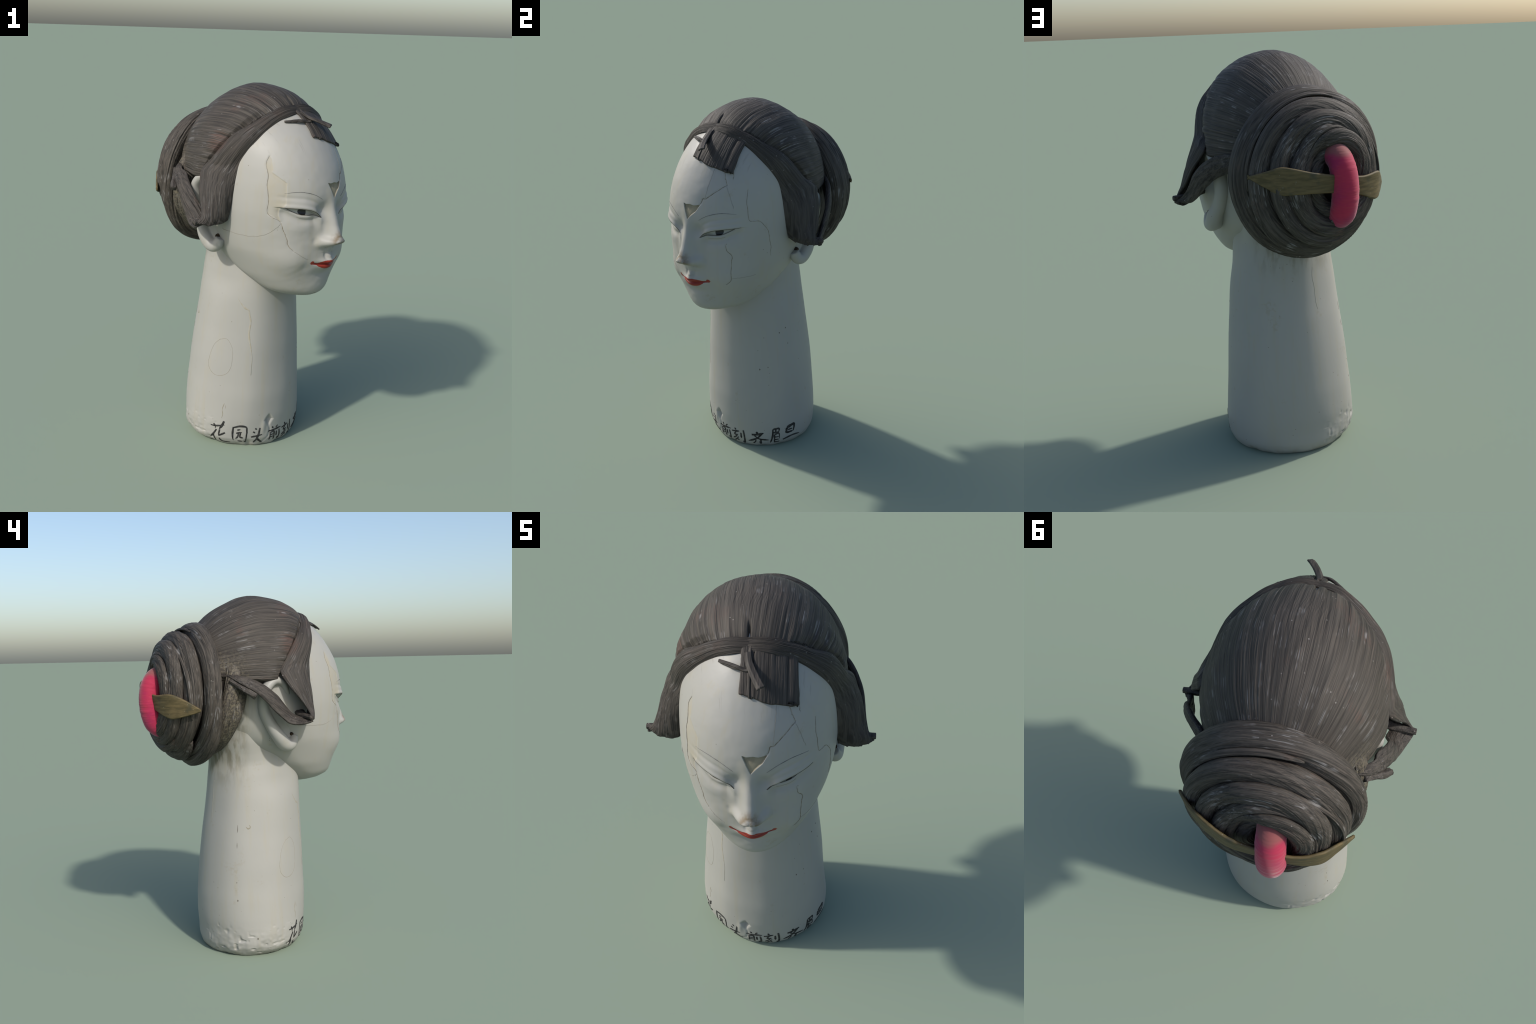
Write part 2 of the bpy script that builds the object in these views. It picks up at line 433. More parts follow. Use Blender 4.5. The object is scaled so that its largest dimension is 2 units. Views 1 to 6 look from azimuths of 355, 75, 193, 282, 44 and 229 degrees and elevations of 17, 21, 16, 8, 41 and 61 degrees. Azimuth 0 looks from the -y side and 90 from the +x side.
def neck_surface(deg, z, raw=False):
    """deg: angle from the front (-Y), positive to +X."""
    deg = np.asarray(deg, float); z = np.asarray(z, float); a = np.radians(deg)
    zc = np.clip(z, 0, 1.36)
    r = np.zeros(np.broadcast(deg, z).shape)
    # carved facets and slow unevenness
    r += .0022 * np.sin(3 * a + 2.2 * z + .6) + .0024 * np.sin(7 * a - 1.1 * z) * smooth(.05, .3, z)
    # gouge in the front of the foot, with a crack running down to the rim
    ed = lambda d: (d + 180) % 360 - 180
    gx = ed(deg + 13.0) * .0053
    g = smooth(.030, .004, np.abs(gx) + .55 * np.abs(z - .168)) * smooth(.215, .185, z)
    r -= .017 * g
    r += .005 * gauss(ed(deg + 18.0) * .0053, .012) * gauss(z - .13, .04)
    d = polyline_distance(ed(deg + 0.) * .0053, z, [(-13 * .0053, .165), (-11 * .0053, .10), (-12.5 * .0053, .06), (-20 * .0053, .02)])
    r -= .004 * gauss(d, .0045)
    r -= .012 * gauss(ed(deg + 33) * .0053, .018) * gauss(z - .02, .03)
    # lumpy, chipped foot at the back and on the wearer's right
    dd = ed(deg + 118)
    w = smooth(62, 35, np.abs(dd)) * smooth(.22, .05, z)
    r += w * (.0045 * noise2(deg / 7.5, z * 26, 3) + .0016 * noise2(deg / 3.0, z * 60, 4) - .0015)
    hole = np.maximum(noise2(deg / 4.5, z * 40, 9) - .55, 0)
    r -= w * .028 * hole
    r += smooth(.035, 0, z) * .006 * noise2(deg / 9.0, z * 12, 6)
    r = r + FOOT_OUT(ed(deg)) * np.interp(z, [0, .06, .2, .4, .7, .95], [1.0, 1.0, .8, .55, .35, 0])
    fl = pchip([0, .93, 1.0, 1.06, 1.12, 1.2, 1.3], [0, 0, .001, .005, .017, .040, .055])(z)
    r = r + fl * smooth(95, 122, np.abs(ed(deg)))
    r = r - .013 * gauss(np.abs(ed(deg)) - 80, 24) * gauss(z - .97, .09)      # hollow under the jaw corner
    x = n_cx(zc) + (n_a(zc) + r) * np.sin(a); y = n_cy(zc) - (n_b(zc) + r) * np.cos(a)
    return np.stack(np.broadcast_arrays(x, y, z), -1)

def build_neck(mat):
    nz, na = 420, 420
    z = np.r_[np.linspace(0, .25, 150, endpoint=False), np.linspace(.25, 1.36, nz - 150)]
    deg = np.linspace(-180, 180, na, endpoint=False)
    P = neck_surface(deg[None, :], z[:, None])
    P[0, :, 2] += .004 * np.maximum(noise1(deg / 12.0, 5), 0) * 0
    V = np.vstack([P.reshape(-1, 3), [[-.006, -.025, 0], [0, -.06, 1.36]]])
    F = [f[::-1] for f in grid_faces(nz, na, False, True)]
    b = nz * na
    F += [[j, (j + 1) % na, b] for j in range(na)]
    F += [[(nz - 1) * na + (j + 1) % na, (nz - 1) * na + j, b + 1] for j in range(na)]
    me = mesh_from("neck", V, F)
    import bmesh
    bm = bmesh.new(); bm.from_mesh(me); bmesh.ops.recalc_face_normals(bm, faces=bm.faces); bm.to_mesh(me); bm.free()
    me.polygons.foreach_set("use_smooth", np.ones(len(me.polygons), bool))
    return new_object("neck", me, mat)

# ------------------------------------------------------------------ head and face
HZ = [.946, .955, .97, 1.0, 1.05, 1.10, 1.15, 1.20, 1.30, 1.40, 1.50, 1.60, 1.70, 1.80, 1.88, 1.92]
h_front = pchip(HZ, [-.515, -.540, -.556, -.570, -.582, -.593, -.604, -.609, -.618, -.625, -.624, -.602, -.553, -.478, -.380, -.30])
h_a = pchip(HZ, [.080, .120, .150, .192, .237, .265, .291, .314, .336, .345, .341, .330, .308, .258, .19, .12])
h_c = pchip(HZ, [-.43, -.42, -.38, -.32, -.26, -.215, -.195, -.18, -.16, -.15, -.14, -.13, -.12, -.10, -.08, -.08])
h_back = pchip(HZ, [-.26, -.22, -.18, -.13, -.06, .01, .10, .19, .255, .28, .28, .23, .22, .18, .12, .06])

h_pow = pchip([.946, 1.05, 1.10, 1.15, 1.20, 1.92], [1.85, 1.88, 1.96, 2.02, 2.04, 2.0])     # lower face is more pointed than an oval
h_front = soft(h_front, .946, 1.92, .012); h_a = soft(h_a, .946, 1.92, .016); h_c = soft(h_c, .946, 1.92, .03)
h_back = soft(h_back, .946, 1.92, .03); h_pow = soft(h_pow, .946, 1.92, .03)

eye_up = pchip([.062, .075, .093, .131, .172, .207, .242], [1.386, 1.399, 1.4125, 1.4295, 1.4365, 1.4385, 1.4405])
eye_lo = pchip([.062, .075, .095, .13, .16, .182, .205, .215, .242], [1.386, 1.393, 1.4015, 1.4015, 1.4045, 1.4145, 1.4285, 1.434, 1.4395])
lip_line = lambda ax: 1.140 + 1.15 * ax ** 2

TEMPLE_PATCH = [(-.238, 1.681), (-.256, 1.643), (-.259, 1.592), (-.269, 1.538), (-.268, 1.485), (-.272, 1.402), (-.252, 1.389),
                (-.232, 1.366), (-.237, 1.395), (-.235, 1.435), (-.219, 1.46), (-.211, 1.56), (-.234, 1.588), (-.246, 1.605), (-.236, 1.66)]
BROW_NOTCH = [(-.027, 1.556), (-.012, 1.5515), (.015, 1.5545), (.035, 1.5505), (.068, 1.556), (.050, 1.524), (.026, 1.503), (.005, 1.481)]
CRACKS = [  # (points in x,z; half width)
    ([(-.238, 1.681), (-.256, 1.643), (-.259, 1.592), (-.269, 1.538), (-.268, 1.485), (-.272, 1.402), (-.252, 1.389), (-.232, 1.366)], .0022),
    ([(-.232, 1.367), (-.223, 1.323), (-.21, 1.283), (-.202, 1.246), (-.185, 1.221)], .0042),
    ([(-.185, 1.221), (-.165, 1.205), (-.136, 1.183), (-.115, 1.174)], .0012),
    ([(.064, 1.556), (.074, 1.569), (.079, 1.587), (.092, 1.587), (.113, 1.604), (.14, 1.628), (.170, 1.652)], .0034),
    ([(.170, 1.652), (.158, 1.68), (.150, 1.70), (.139, 1.722)], .0030),
    ([(.139, 1.722), (.160, 1.711), (.180, 1.699), (.187, 1.676)], .0022),
    ([(.09, 1.588), (.094, 1.64), (.098, 1.70), (.10, 1.73)], .0010),
    ([(.170, 1.652), (.19, 1.60), (.212, 1.54)], .0010),
    ([(.243, 1.625), (.245, 1.59), (.247, 1.566), (.253, 1.541), (.256, 1.501), (.261, 1.474), (.268, 1.466), (.276, 1.473), (.296, 1.444), (.309, 1.397), (.311, 1.334), (.305, 1.258)], .0022),
    ([(.179, 1.356), (.185, 1.32), (.201, 1.294), (.197, 1.246), (.195, 1.199), (.191, 1.157), (.168, 1.134)], .0030),
    ([(.194, 1.17), (.217, 1.168), (.244, 1.166), (.261, 1.167)], .0010),
    ([(-.342, 1.306), (-.335, 1.286), (-.319, 1.275), (-.295, 1.277)], .0018),
    ([(-.295, 1.277), (-.27, 1.298), (-.25, 1.328), (-.232, 1.357)], .0010),
]

def face_features(x, z):
    """Forward (towards -Y) relief of the carved face, in metres."""
    ax = np.abs(x); f = np.zeros_like(ax)
    # ---- nose: ridge, tip, wings, shadowed underside
    h = pchip([1.20, 1.236, 1.254, 1.274, 1.30, 1.35, 1.40, 1.441, 1.49, 1.54],
              [0., .020, .060, .083, .070, .043, .024, .013, .005, 0.])(z) * (z > 1.20) * (z < 1.54)
    w = pchip([1.20, 1.26, 1.30, 1.36, 1.42, 1.54], [.044, .045, .041, .034, .030, .032])(z)
    f += h * np.exp(-(ax / w) ** 2.5)
    d = np.hypot((ax - .050) / .030, (z - 1.262) / .026)
    f += .037 * np.exp(-d ** 2.2)
    f -= .006 * gauss(np.hypot(ax - .088, (z - 1.268) * .8), .014)
    f -= .010 * gauss(ax - .028, .011) * gauss(z - 1.232, .010)          # nostrils
    # ---- muzzle, philtrum knob, lips
    f += .012 * np.exp(-(ax / .080) ** 2 - ((z - 1.156) / .055) ** 2)
    f += .011 * gauss(ax, .048) * gauss(z - 1.150, .040)
    f += .011 * gauss(np.hypot(ax, (z - 1.178) * .75), .017)
    f -= .005 * gauss(ax - .024, .009) * gauss(z - 1.188, .02)
    m = lip_line(ax); inside = smooth(.10, .06, ax)
    f += .012 * np.exp(-(ax / .055) ** 2) * gauss(z - (m + .016), .013)   # upper lip
    f += .012 * np.exp(-(ax / .042) ** 2) * gauss(z - (m - .018), .014)   # lower lip
    f -= .008 * inside * gauss(z - m, .0055)                             # parting
    f -= .010 * np.exp(-(ax / .06) ** 2) * gauss(z - 1.085, .022)        # under the lip
    f -= .004 * gauss(np.hypot(ax - .118, z - 1.130), .030)              # mouth corners
    f += .006 * np.exp(-(ax / .075) ** 2) * gauss(z - 1.005, .040)       # chin
    f += .006 * gauss(np.hypot(ax - .17, z - 1.17), .075)
    f += .024 * gauss(np.hypot(ax - .21, (z - 1.13) * .9), .085)                # cheeks
    f -= .004 * gauss(np.hypot(ax - .105, (z - 1.31)), .04)             # beside the nose
    # ---- eyes: socket, lids, recessed ball
    f -= .018 * gauss(ax - .060, .034) * gauss(z - 1.425, .034)
    e = smooth(.062, .10, ax) * smooth(.262, .215, ax)
    up, lo = eye_up(ax), eye_lo(ax)
    f += .009 * gauss(ax - .165, .062) * gauss(z - up - .026, .028)        # upper lid bulge
    f += .009 * e * gauss(z - up - .006, .011)                           # lid rim
    f += .005 * e * gauss(z - lo + .009, .009)                            # lower lid
    f -= .006 * gauss(ax - .15, .07) * gauss(z - lo + .030, .016)
    # everything below the upper lid steps back under it, then runs out into the cheek
    f -= .021 * e * smooth(up + .001, up - .003, z) * smooth(up - .115, up - .015, z)
    ball = (z < up) & (z > lo) & (ax > .062) & (ax < .242)
    depth = np.minimum(up - z, z - lo)
    f -= np.where(ball, smooth(0, .003, depth) * (.003 + .010 * np.clip((z - lo) / np.maximum(up - lo, 1e-3), 0, 1)), 0)
    f -= .006 * e * gauss(z - up - .050, .010) * .6                        # fold above the lid
    # ---- repairs
    s = signed_polygon(x, z, TEMPLE_PATCH); f -= .0030 * smooth(-.001, .003, s)
    s = signed_polygon(x, z, BROW_NOTCH); f -= .0085 * smooth(-.001, .0025, s) * (0.6 + 0.4 * smooth(1.49, 1.55, z))
    for pts, hw in CRACKS:
        f -= (.0020 if hw > .002 else .0007) * gauss(polyline_distance(x, z, spline(pts, 40)), hw * 1.1)
    f -= .0035 * smooth(.0, .006, polyline_distance(x, z, [(-.232, 1.367), (-.223, 1.323), (-.21, 1.283), (-.202, 1.246), (-.185, 1.221)])) * 0
    # knife-cut unevenness
    f += .0012 * noise2(x * 14, z * 14, 21) + .0006 * noise2(x * 40, z * 40, 22)
    return f

def head_section(phi, z):
    a, c = h_a(z), h_c(z)
    fr, bk = c - h_front(z), h_back(z) - c
    x = a * np.sin(phi)
    p = h_pow(z)
    fro = np.clip(1 - np.abs(np.sin(phi)) ** p, 0, 1) ** (1 / p)
    y = np.where(np.cos(phi) > 0, c - fr * fro, c - bk * np.cos(phi))
    return x, y

def head_surface(x, z):
    """Point on the face for front-view coordinates (x, z)."""
    a = h_a(z); phi = np.arcsin(np.clip(x / a, -.999, .999))
    X0, Y0 = head_section(phi, z)
    k = smooth(.02, .30, np.cos(phi))
    return np.stack([X0, Y0 - k * face_features(X0, z), z], -1)

def build_head(M):
    nz, na = 520, 620
    z = np.r_[np.linspace(.946, 1.0, 30, endpoint=False), np.linspace(1.0, 1.60, 330, endpoint=False), np.linspace(1.60, 1.92, nz - 360)]
    q = np.linspace(-1, 1, na, endpoint=False)
    phi = np.pi * (0.50 * q + 0.50 * q ** 3)           # denser on the face
    Z, PHI = np.meshgrid(z, phi, indexing='ij')
    Xg, Yg = head_section(PHI, Z)
    k = smooth(.02, .30, np.cos(PHI))
    f = face_features(Xg, Z)
    Yg = Yg - k * f
    # the underside of the jaw runs down to meet the throat
    Z = Z - .014 * smooth(-.50, -.34, Yg) * smooth(1.03, .955, Z)
    P = np.stack([Xg, Yg, Z], -1)
    N = grid_normals(P, False, True)
    N *= np.sign(np.sum(N * (P - P.mean((0, 1)))))
    V = np.vstack([P.reshape(-1, 3), [[0, -.44, .944], [0, -.1, 1.925]]])
    NV = np.vstack([N.reshape(-1, 3), [[0, 0, -1], [0, 0, 1]]])
    F = grid_faces(nz, na, False, True)
    Fq = F[:, ::-1]
    if True:   # orientation check on one face
        a, b, c = V[Fq[na // 2 + 200 * na]][:3]
        n = np.cross(b - a, c - a)
        if np.dot(n, V[Fq[na // 2 + 200 * na]].mean(0) - np.array([0, -.15, 1.4])) < 0: Fq = F
    C = V[Fq].mean(1); cx, cz = C[:, 0], C[:, 2]; front = C[:, 1] < -.3; acx = np.abs(cx)
    eye = front & (cz < eye_up(acx)) & (cz > eye_lo(acx)) & (acx > .062) & (acx < .242)
    lip = front & (acx < .104) & (np.abs(cz - lip_line(acx)) < .034)
    tp = front & in_polygon(cx, cz, TEMPLE_PATCH) & ~eye
    bn = front & in_polygon(cx, cz, BROW_NOTCH)
    nose = front & (cz > 1.222) & (cz < 1.47) & (acx < .078 - .30 * np.clip(cz - 1.28, 0, .2)) & ~bn & ~eye
    rest = ~(eye | lip | tp | bn | nose)
    caps = [[j, (j + 1) % na, nz * na] for j in range(na)] + [[(nz - 1) * na + (j + 1) % na, (nz - 1) * na + j, nz * na + 1] for j in range(na)]
    def part(name, mask, mat, extra=None, parent=None):
        f = [tuple(r) for r in Fq[mask]] + (extra or [])
        used = np.unique(np.concatenate([np.asarray(r) for r in f]))
        remap = {int(o): i for i, o in enumerate(used)}
        me = mesh_from(name, V[used], [[remap[int(i)] for i in r] for r in f], NV[used])
        return new_object(name, me, mat, parent)
    head = part("head", rest, M['white'], caps)
    part("nose", nose, M['white']); part("lips", lip, M['lip'])
    part("eye", eye & (cx < 0), M['eye']); part("eye", eye & (cx > 0), M['eye'])
    part("plaster_repair", tp, M['patch']); part("plaster_repair", bn, M['notch'])
    return head

def build_face_lines(M):
    for s in (-1, 1):
        ribbons("eyebrow", [([(s * .066, 1.481), (s * .10, 1.502), (s * .13, 1.513), (s * .163, 1.519), (s * .193, 1.5165), (s * .222, 1.510)],
                             [.0004, .0013, .0021, .0022, .0014, .0004])], head_surface, M['brow'])
        xs = [.064, .078, .095, .131, .172, .207, .240]
        up = [(s * a, float(eye_up(a)) + .0008) for a in xs]
        lo = [(s * a, float(eye_lo(a)) - .0004) for a in (.066, .08, .10, .13, .16, .185, .21)]
        cr = [(s * a, float(eye_lo(a)) - .0165) for a in (.10, .125, .15, .175)]
        ribbons("eyeline", [(up, [.0008, .0020, .0022, .0022, .0020, .0018, .0005])], head_surface, M['lash'])
        ribbons("eyeline", [(lo, [.0010, .0018, .0016, .0015, .0013, .0012, .0008])], head_surface, M['lash'])
        ribbons("eyelid_crease", [(cr, [.0004, .0010, .0010, .0004])], head_surface, M['faint'])
    for pts, hw in CRACKS:
        p = spline(pts, 26)
        for axis in (0, 1):
            p[1:-1, axis] += .0016 * noise1(np.arange(24) * .9 + 11 * axis + len(pts), 31)
        w = hw * (0.75 + .5 * np.abs(noise1(np.arange(26) * .7, 33))); w[-1] = w[0] = .0004
        w *= .5
        ribbons("crack", [(p[::2].tolist() + [p[-1].tolist()], list(w[::2]) + [w[-1]])], head_surface, M['crack'] if hw > .002 else M['faint'])

# ------------------------------------------------------------------ ears
EAR_RIM = [(.324, -.120, 1.455), (.333, -.085, 1.515), (.338, -.030, 1.530), (.338, .018, 1.490), (.333, .030, 1.430), (.326, .022, 1.365), (.327, -.010, 1.300),
           (.341, -.048, 1.238), (.338, -.085, 1.194), (.336, -.116, 1.180), (.332, -.142, 1.194), (.326, -.158, 1.228)]
EAR_IN = [.016, .020, .024, .027, .030, .031, .031, .033, .037, .039, .034, .024]     # half width in the plane of the ear
EAR_OUT = [.022, .026, .030, .034, .036, .036, .036, .036, .038, .040, .036, .026]    # half depth away from the head

def build_ear(side, M):
    """Rim and lobe as one thick roll round a shallow bowl, fused by a voxel remesh."""
    n = 120; t = np.linspace(0, 1, n); k = np.linspace(0, 1, len(EAR_RIM))
    p = np.array(EAR_RIM, float); p[:, 0] *= side
    a = sweep("ear_rim", spline(p, n), pchip(k, EAR_IN)(t), pchip(k, EAR_OUT)(t), (1, 0, 0), None, nth=32)
    m = 48; th = np.linspace(0, np.pi, m)
    path = np.stack([np.full(m, side * .312), -.062 - .105 * np.linspace(-1, 1, m) * .55 + .0 * th, 1.345 - .19 * np.linspace(-1, 1, m) * -1], 1)
    path[:, 1] = np.interp(path[:, 2], [1.155, 1.535], [-.105, -.035])
    w = .075 * np.sqrt(np.clip(1 - np.linspace(-1, 1, m) ** 2, .02, 1))
    b = sweep("ear_bowl", path, w, w * 0 + .022, (1, 0, 0), None, nth=32)
    import bmesh
    bm = bmesh.new(); bm.from_mesh(a.data); bm.from_mesh(b.data)
    me = bpy.data.meshes.new("ear"); bm.to_mesh(me); bm.free()
    for o in (a, b):
        d = o.data; bpy.data.objects.remove(o); bpy.data.meshes.remove(d)
    tmp = bpy.data.objects.new("ear_tmp", me); bpy.context.scene.collection.objects.link(tmp)
    r = tmp.modifiers.new("r", 'REMESH'); r.mode = 'VOXEL'; r.voxel_size = .0042
    sm = tmp.modifiers.new("s", 'SMOOTH'); sm.iterations = 7; sm.factor = .5
    out = bpy.data.meshes.new_from_object(tmp.evaluated_get(bpy.context.evaluated_depsgraph_get()))
    bpy.data.objects.remove(tmp); bpy.data.meshes.remove(me)
    out.name = "ear"; out.materials.clear()
    out.polygons.foreach_set("use_smooth", np.ones(len(out.polygons), bool))
    ear = new_object("ear", out, M['white'])
    # stained pit above the lobe
    t = np.linspace(0, 1, 9)
    path = np.stack([side * (.315 + .027 * t), -.140 + 0 * t, 1.236 + 0 * t], 1)
    sweep("ear_pit", path, .0105 * np.sqrt(1 - .6 * t ** 4), .012 * np.sqrt(1 - .6 * t ** 4), (0, 0, 1), M['pit'], nth=20)

# ------------------------------------------------------------------ hair
def build_cap(M):
    na, nt = 720, 190
    amax = math.radians(97)
    al = np.linspace(-amax, amax, na)
    t = np.linspace(0, 1, nt) ** 1.25
    yf = pchip([0, 20, 27, 46, 63, 73, 82, 90, 98], [-.345, -.325, -.298, -.235, -.160, -.115, -.080, -.055, -.045])(np.degrees(np.abs(al)))
    Y = yf[None, :] + (0.355 - yf[None, :]) * t[:, None]
    topz = pchip([-.36, -.345, -.323, -.28, -.228, -.15, -.075, 0, .077, .176, .255, .33, .40], [1.875, 1.900, 1.928, 1.956, 1.977, 1.993, 2.0005, 1.990, 1.959, 1.906, 1.832, 1.742, 1.66])
    rx = pchip([-.36, -.30, -.20, -.10, 0, .10, .20, .30, .40], [.250, .294, .341, .361, .363, .342, .290, .235, .19])
    A = np.broadcast_to(al[None, :], Y.shape)
    Rz = topz(Y) - 1.55; Rx = rx(Y)
    sx, cz = np.sin(A), np.cos(A)
    R = 1 / np.sqrt((sx / Rx) ** 2 + (cz / Rz) ** 2)
    e = np.abs(np.degrees(A)); T = np.broadcast_to(t[:, None], Y.shape)
    # puffed roll just behind the front groove; gathers and pleats there
    R = R + .010 * gauss(T - .13, .10) * smooth(10, 50, e) - .016 * smooth(.035, 0, T) * smooth(15, 45, e)
    u = A / math.pi
    st = strands(u, T * 2.0, 101, freq=150)
    pleat = noise2(u * 60 + .25 * noise1(u * 9, 7), T * 3.0, 120)
    top = smooth(-2.2, 1.5, 0 * T)
    R = R + .0020 * st + .006 * np.minimum(pleat, .25) * smooth(.24, .02, T) + .0018 * noise2(u * 22, T * 2, 130)
    # the open slit in the middle of the front gathers
    slit = gauss((u + .012) - .006 * T, .0045) * smooth(.10, .03, T)
    R = R - .024 * slit
    # lower side edges curl in, back end tucks in under the bun
    R = R * (1 - .16 * smooth(91.5, 97, e)) * (1 - .05 * smooth(.93, 1, T))
    P = np.stack([R * np.sin(A), Y, 1.55 + R * np.cos(A)], -1)
    P[..., 2] = np.minimum(P[..., 2], 2.0)
    N = np.stack([np.sin(A), 0 * A, np.cos(A)], -1)
    return sheet("hair_cap", P, .035, M['cap'], N)

FRONT_EDGE = [(-.10, -.335, 1.850), (-.03, -.382, 1.872), (.04, -.390, 1.870), (.085, -.388, 1.862), (.137, -.369, 1.838), (.19, -.350, 1.792), (.235, -.330, 1.742), (.270, -.305, 1.690),
              (.297, -.278, 1.630), (.316, -.266, 1.56), (.329, -.258, 1.49), (.337, -.250, 1.418), (.345, -.235, 1.340)]
REAR_EDGE = [(-.10, -.300, 1.868), (-.03, -.335, 1.902), (.05, -.335, 1.908), (.109, -.320, 1.895), (.16, -.295, 1.863), (.212, -.269, 1.828), (.253, -.230, 1.794),
             (.293, -.192, 1.759), (.320, -.154, 1.71), (.338, -.105, 1.65), (.352, -.060, 1.60), (.380, -.056, 1.562), (.401, -.075, 1.52),
             (.425, -.098, 1.48), (.441, -.128, 1.441), (.456, -.156, 1.401), (.475, -.176, 1.361), (.505, -.166, 1.335)]

def build_flap(side, M, seed):
    """Side band: rises over the brow, runs down the temple and hangs as a flared flap."""
    ns, nv = 330, 110
    fe = np.array(FRONT_EDGE, float); re = np.array(REAR_EDGE, float)
    if side > 0:       # the left flap hangs a little lower and closer
        re[-5:, 2] -= np.linspace(.004, .022, 5); fe[-3:, 2] -= np.linspace(0, .012, 3)
        fe[1:3, 2] += .005; re[1:3, 2] += .003; fe[1:3, 1] -= .003
        k = (re[:, 2] < 1.59) & (re[:, 2] > 1.345); re[k, 1] += .028; re[k, 0] += .004
    a = spline(fe, ns); b = spline(re, ns)
    s = np.linspace(0, 1, ns)[:, None]; v = np.linspace(0, 1, nv)[None, :]
    P = a[:, None] * (1 - v[..., None]) + b[:, None] * v[..., None]
    N = grid_normals(P); 
    if np.sum(N * (P - np.array([0, -.1, 1.5]))) < 0: N = -N
    S = np.broadcast_to(s, P.shape[:2]); Vv = np.broadcast_to(v, P.shape[:2])
    bulge = (4 * Vv * (1 - Vv)) ** .8
    amp = np.interp(S, [0, .12, .3, .5, .65, .85, 1], [.003, .008, .026, .044, .048, .040, .022])
    h = amp * bulge
    h += .0040 * strands(Vv * .32, S * 2.2, seed, freq=60) * smooth(0, .03, Vv) * smooth(1, .97, Vv)
    h += .007 * noise2(Vv * 5 + S * 1.0, S * 2.0, seed + 9) * smooth(.2, .6, S) * bulge
    # the lower rim rolls in towards the cheek
    P = P + N * h[..., None]
    P[..., 2] += .004 * noise1(Vv * 5, seed + 3) * smooth(.93, 1, S) - .012 * smooth(.9, 1, S) * np.sin(np.pi * Vv)
    P[..., 0] *= side; N = N.copy(); N[..., 0] *= side
    return sheet("hair_flap", P, .013, M['flap'], N)

LOCK_INNER = [(.300, .185, 1.560), (.346, .139, 1.551), (.352, .095, 1.538), (.378, .044, 1.509), (.392, .008, 1.480), (.398, -.024, 1.453), (.396, -.049, 1.424),
              (.391, -.074, 1.396), (.388, -.102, 1.365), (.392, -.138, 1.340), (.405, -.172, 1.330)]
LOCK_OUTER = [(.270, .245, 1.560), (.303, .225, 1.560), (.342, .204, 1.540), (.382, .157, 1.504), (.408, .102, 1.463), (.421, .062, 1.425), (.436, .028, 1.386),
              (.450, -.018, 1.345), (.464, -.060, 1.314), (.480, -.105, 1.307), (.494, -.140, 1.312), (.505, -.168, 1.322)]

# the left lock is twisted the other way: a broad upright fold over the top of the ear
LEFT_OUTER = [(.300, .200, 1.560), (.346, .146, 1.557), (.385, .104, 1.546), (.418, .054, 1.518), (.438, .015, 1.486), (.448, -.020, 1.453), (.451, -.046, 1.420),
              (.455, -.072, 1.388), (.463, -.102, 1.356), (.478, -.140, 1.325), (.500, -.165, 1.315)]
LEFT_INNER = [(.275, .220, 1.490), (.310, .180, 1.480), (.350, .130, 1.462), (.386, .085, 1.434), (.410, .048, 1.400), (.424, .008, 1.364), (.434, -.038, 1.330),
              (.450, -.088, 1.305), (.485, -.145, 1.303)]

def build_lock(side, M, seed):
    """The flap's end folded back: a slanting sheet of hair from the tip up to the bun."""
    ns, nv = 170, 70
    hi = np.array(LOCK_INNER, float); lo = np.array(LOCK_OUTER, float)
    if side > 0: hi = np.array(LEFT_OUTER, float); lo = np.array(LEFT_INNER, float)
    a = spline(hi, ns); b = spline(lo, ns)
    v = np.linspace(0, 1, nv)[None, :]; s = np.linspace(0, 1, ns)[:, None]
    P = a[:, None] * (1 - v[..., None]) + b[:, None] * v[..., None]
    N = grid_normals(P)
    if np.sum(N * np.array([1, .5, .2])) < 0: N = -N
    S = np.broadcast_to(s, P.shape[:2]); V = np.broadcast_to(v, P.shape[:2])
    h = .016 * (4 * V * (1 - V)) ** .7 * np.interp(S, [0, .3, .7, 1], [.7, 1.0, 1.0, .4])
    h += .0026 * strands(V * .20, S * 1.4, seed, freq=70) + .006 * noise2(V * 2.4 + S * 1.5, S * 2.5, seed + 4) * smooth(0, .15, S) * smooth(1, .85, S)
    P = P + N * h[..., None]
    P[..., 0] *= side; N = N.copy(); N[..., 0] *= side
    sheet("hair_lock", P, .014 if side < 0 else .024, M['lock'], N)
    # rolled foot of the flap, from the cheek out to the cut tip
    t = np.linspace(0, 1, 40); dz = -.014 if side > 0 else 0
    path = spline([(side * .352, -.185, 1.352 + dz), (side * .395, -.172, 1.345 + dz), (side * .450, -.165, 1.338 + dz), (side * .508, -.163, 1.336 + dz)], 40)
    sweep("hair_lock", path, .030 - .017 * t, .019 - .007 * t, (0, 0, 1), M['lock'], relief=lambda th, tt: .0022 * noise2(th * 4, tt * 3, seed + 8), nth=44)

BUN = np.array([0.0, 0.0, 1.452])

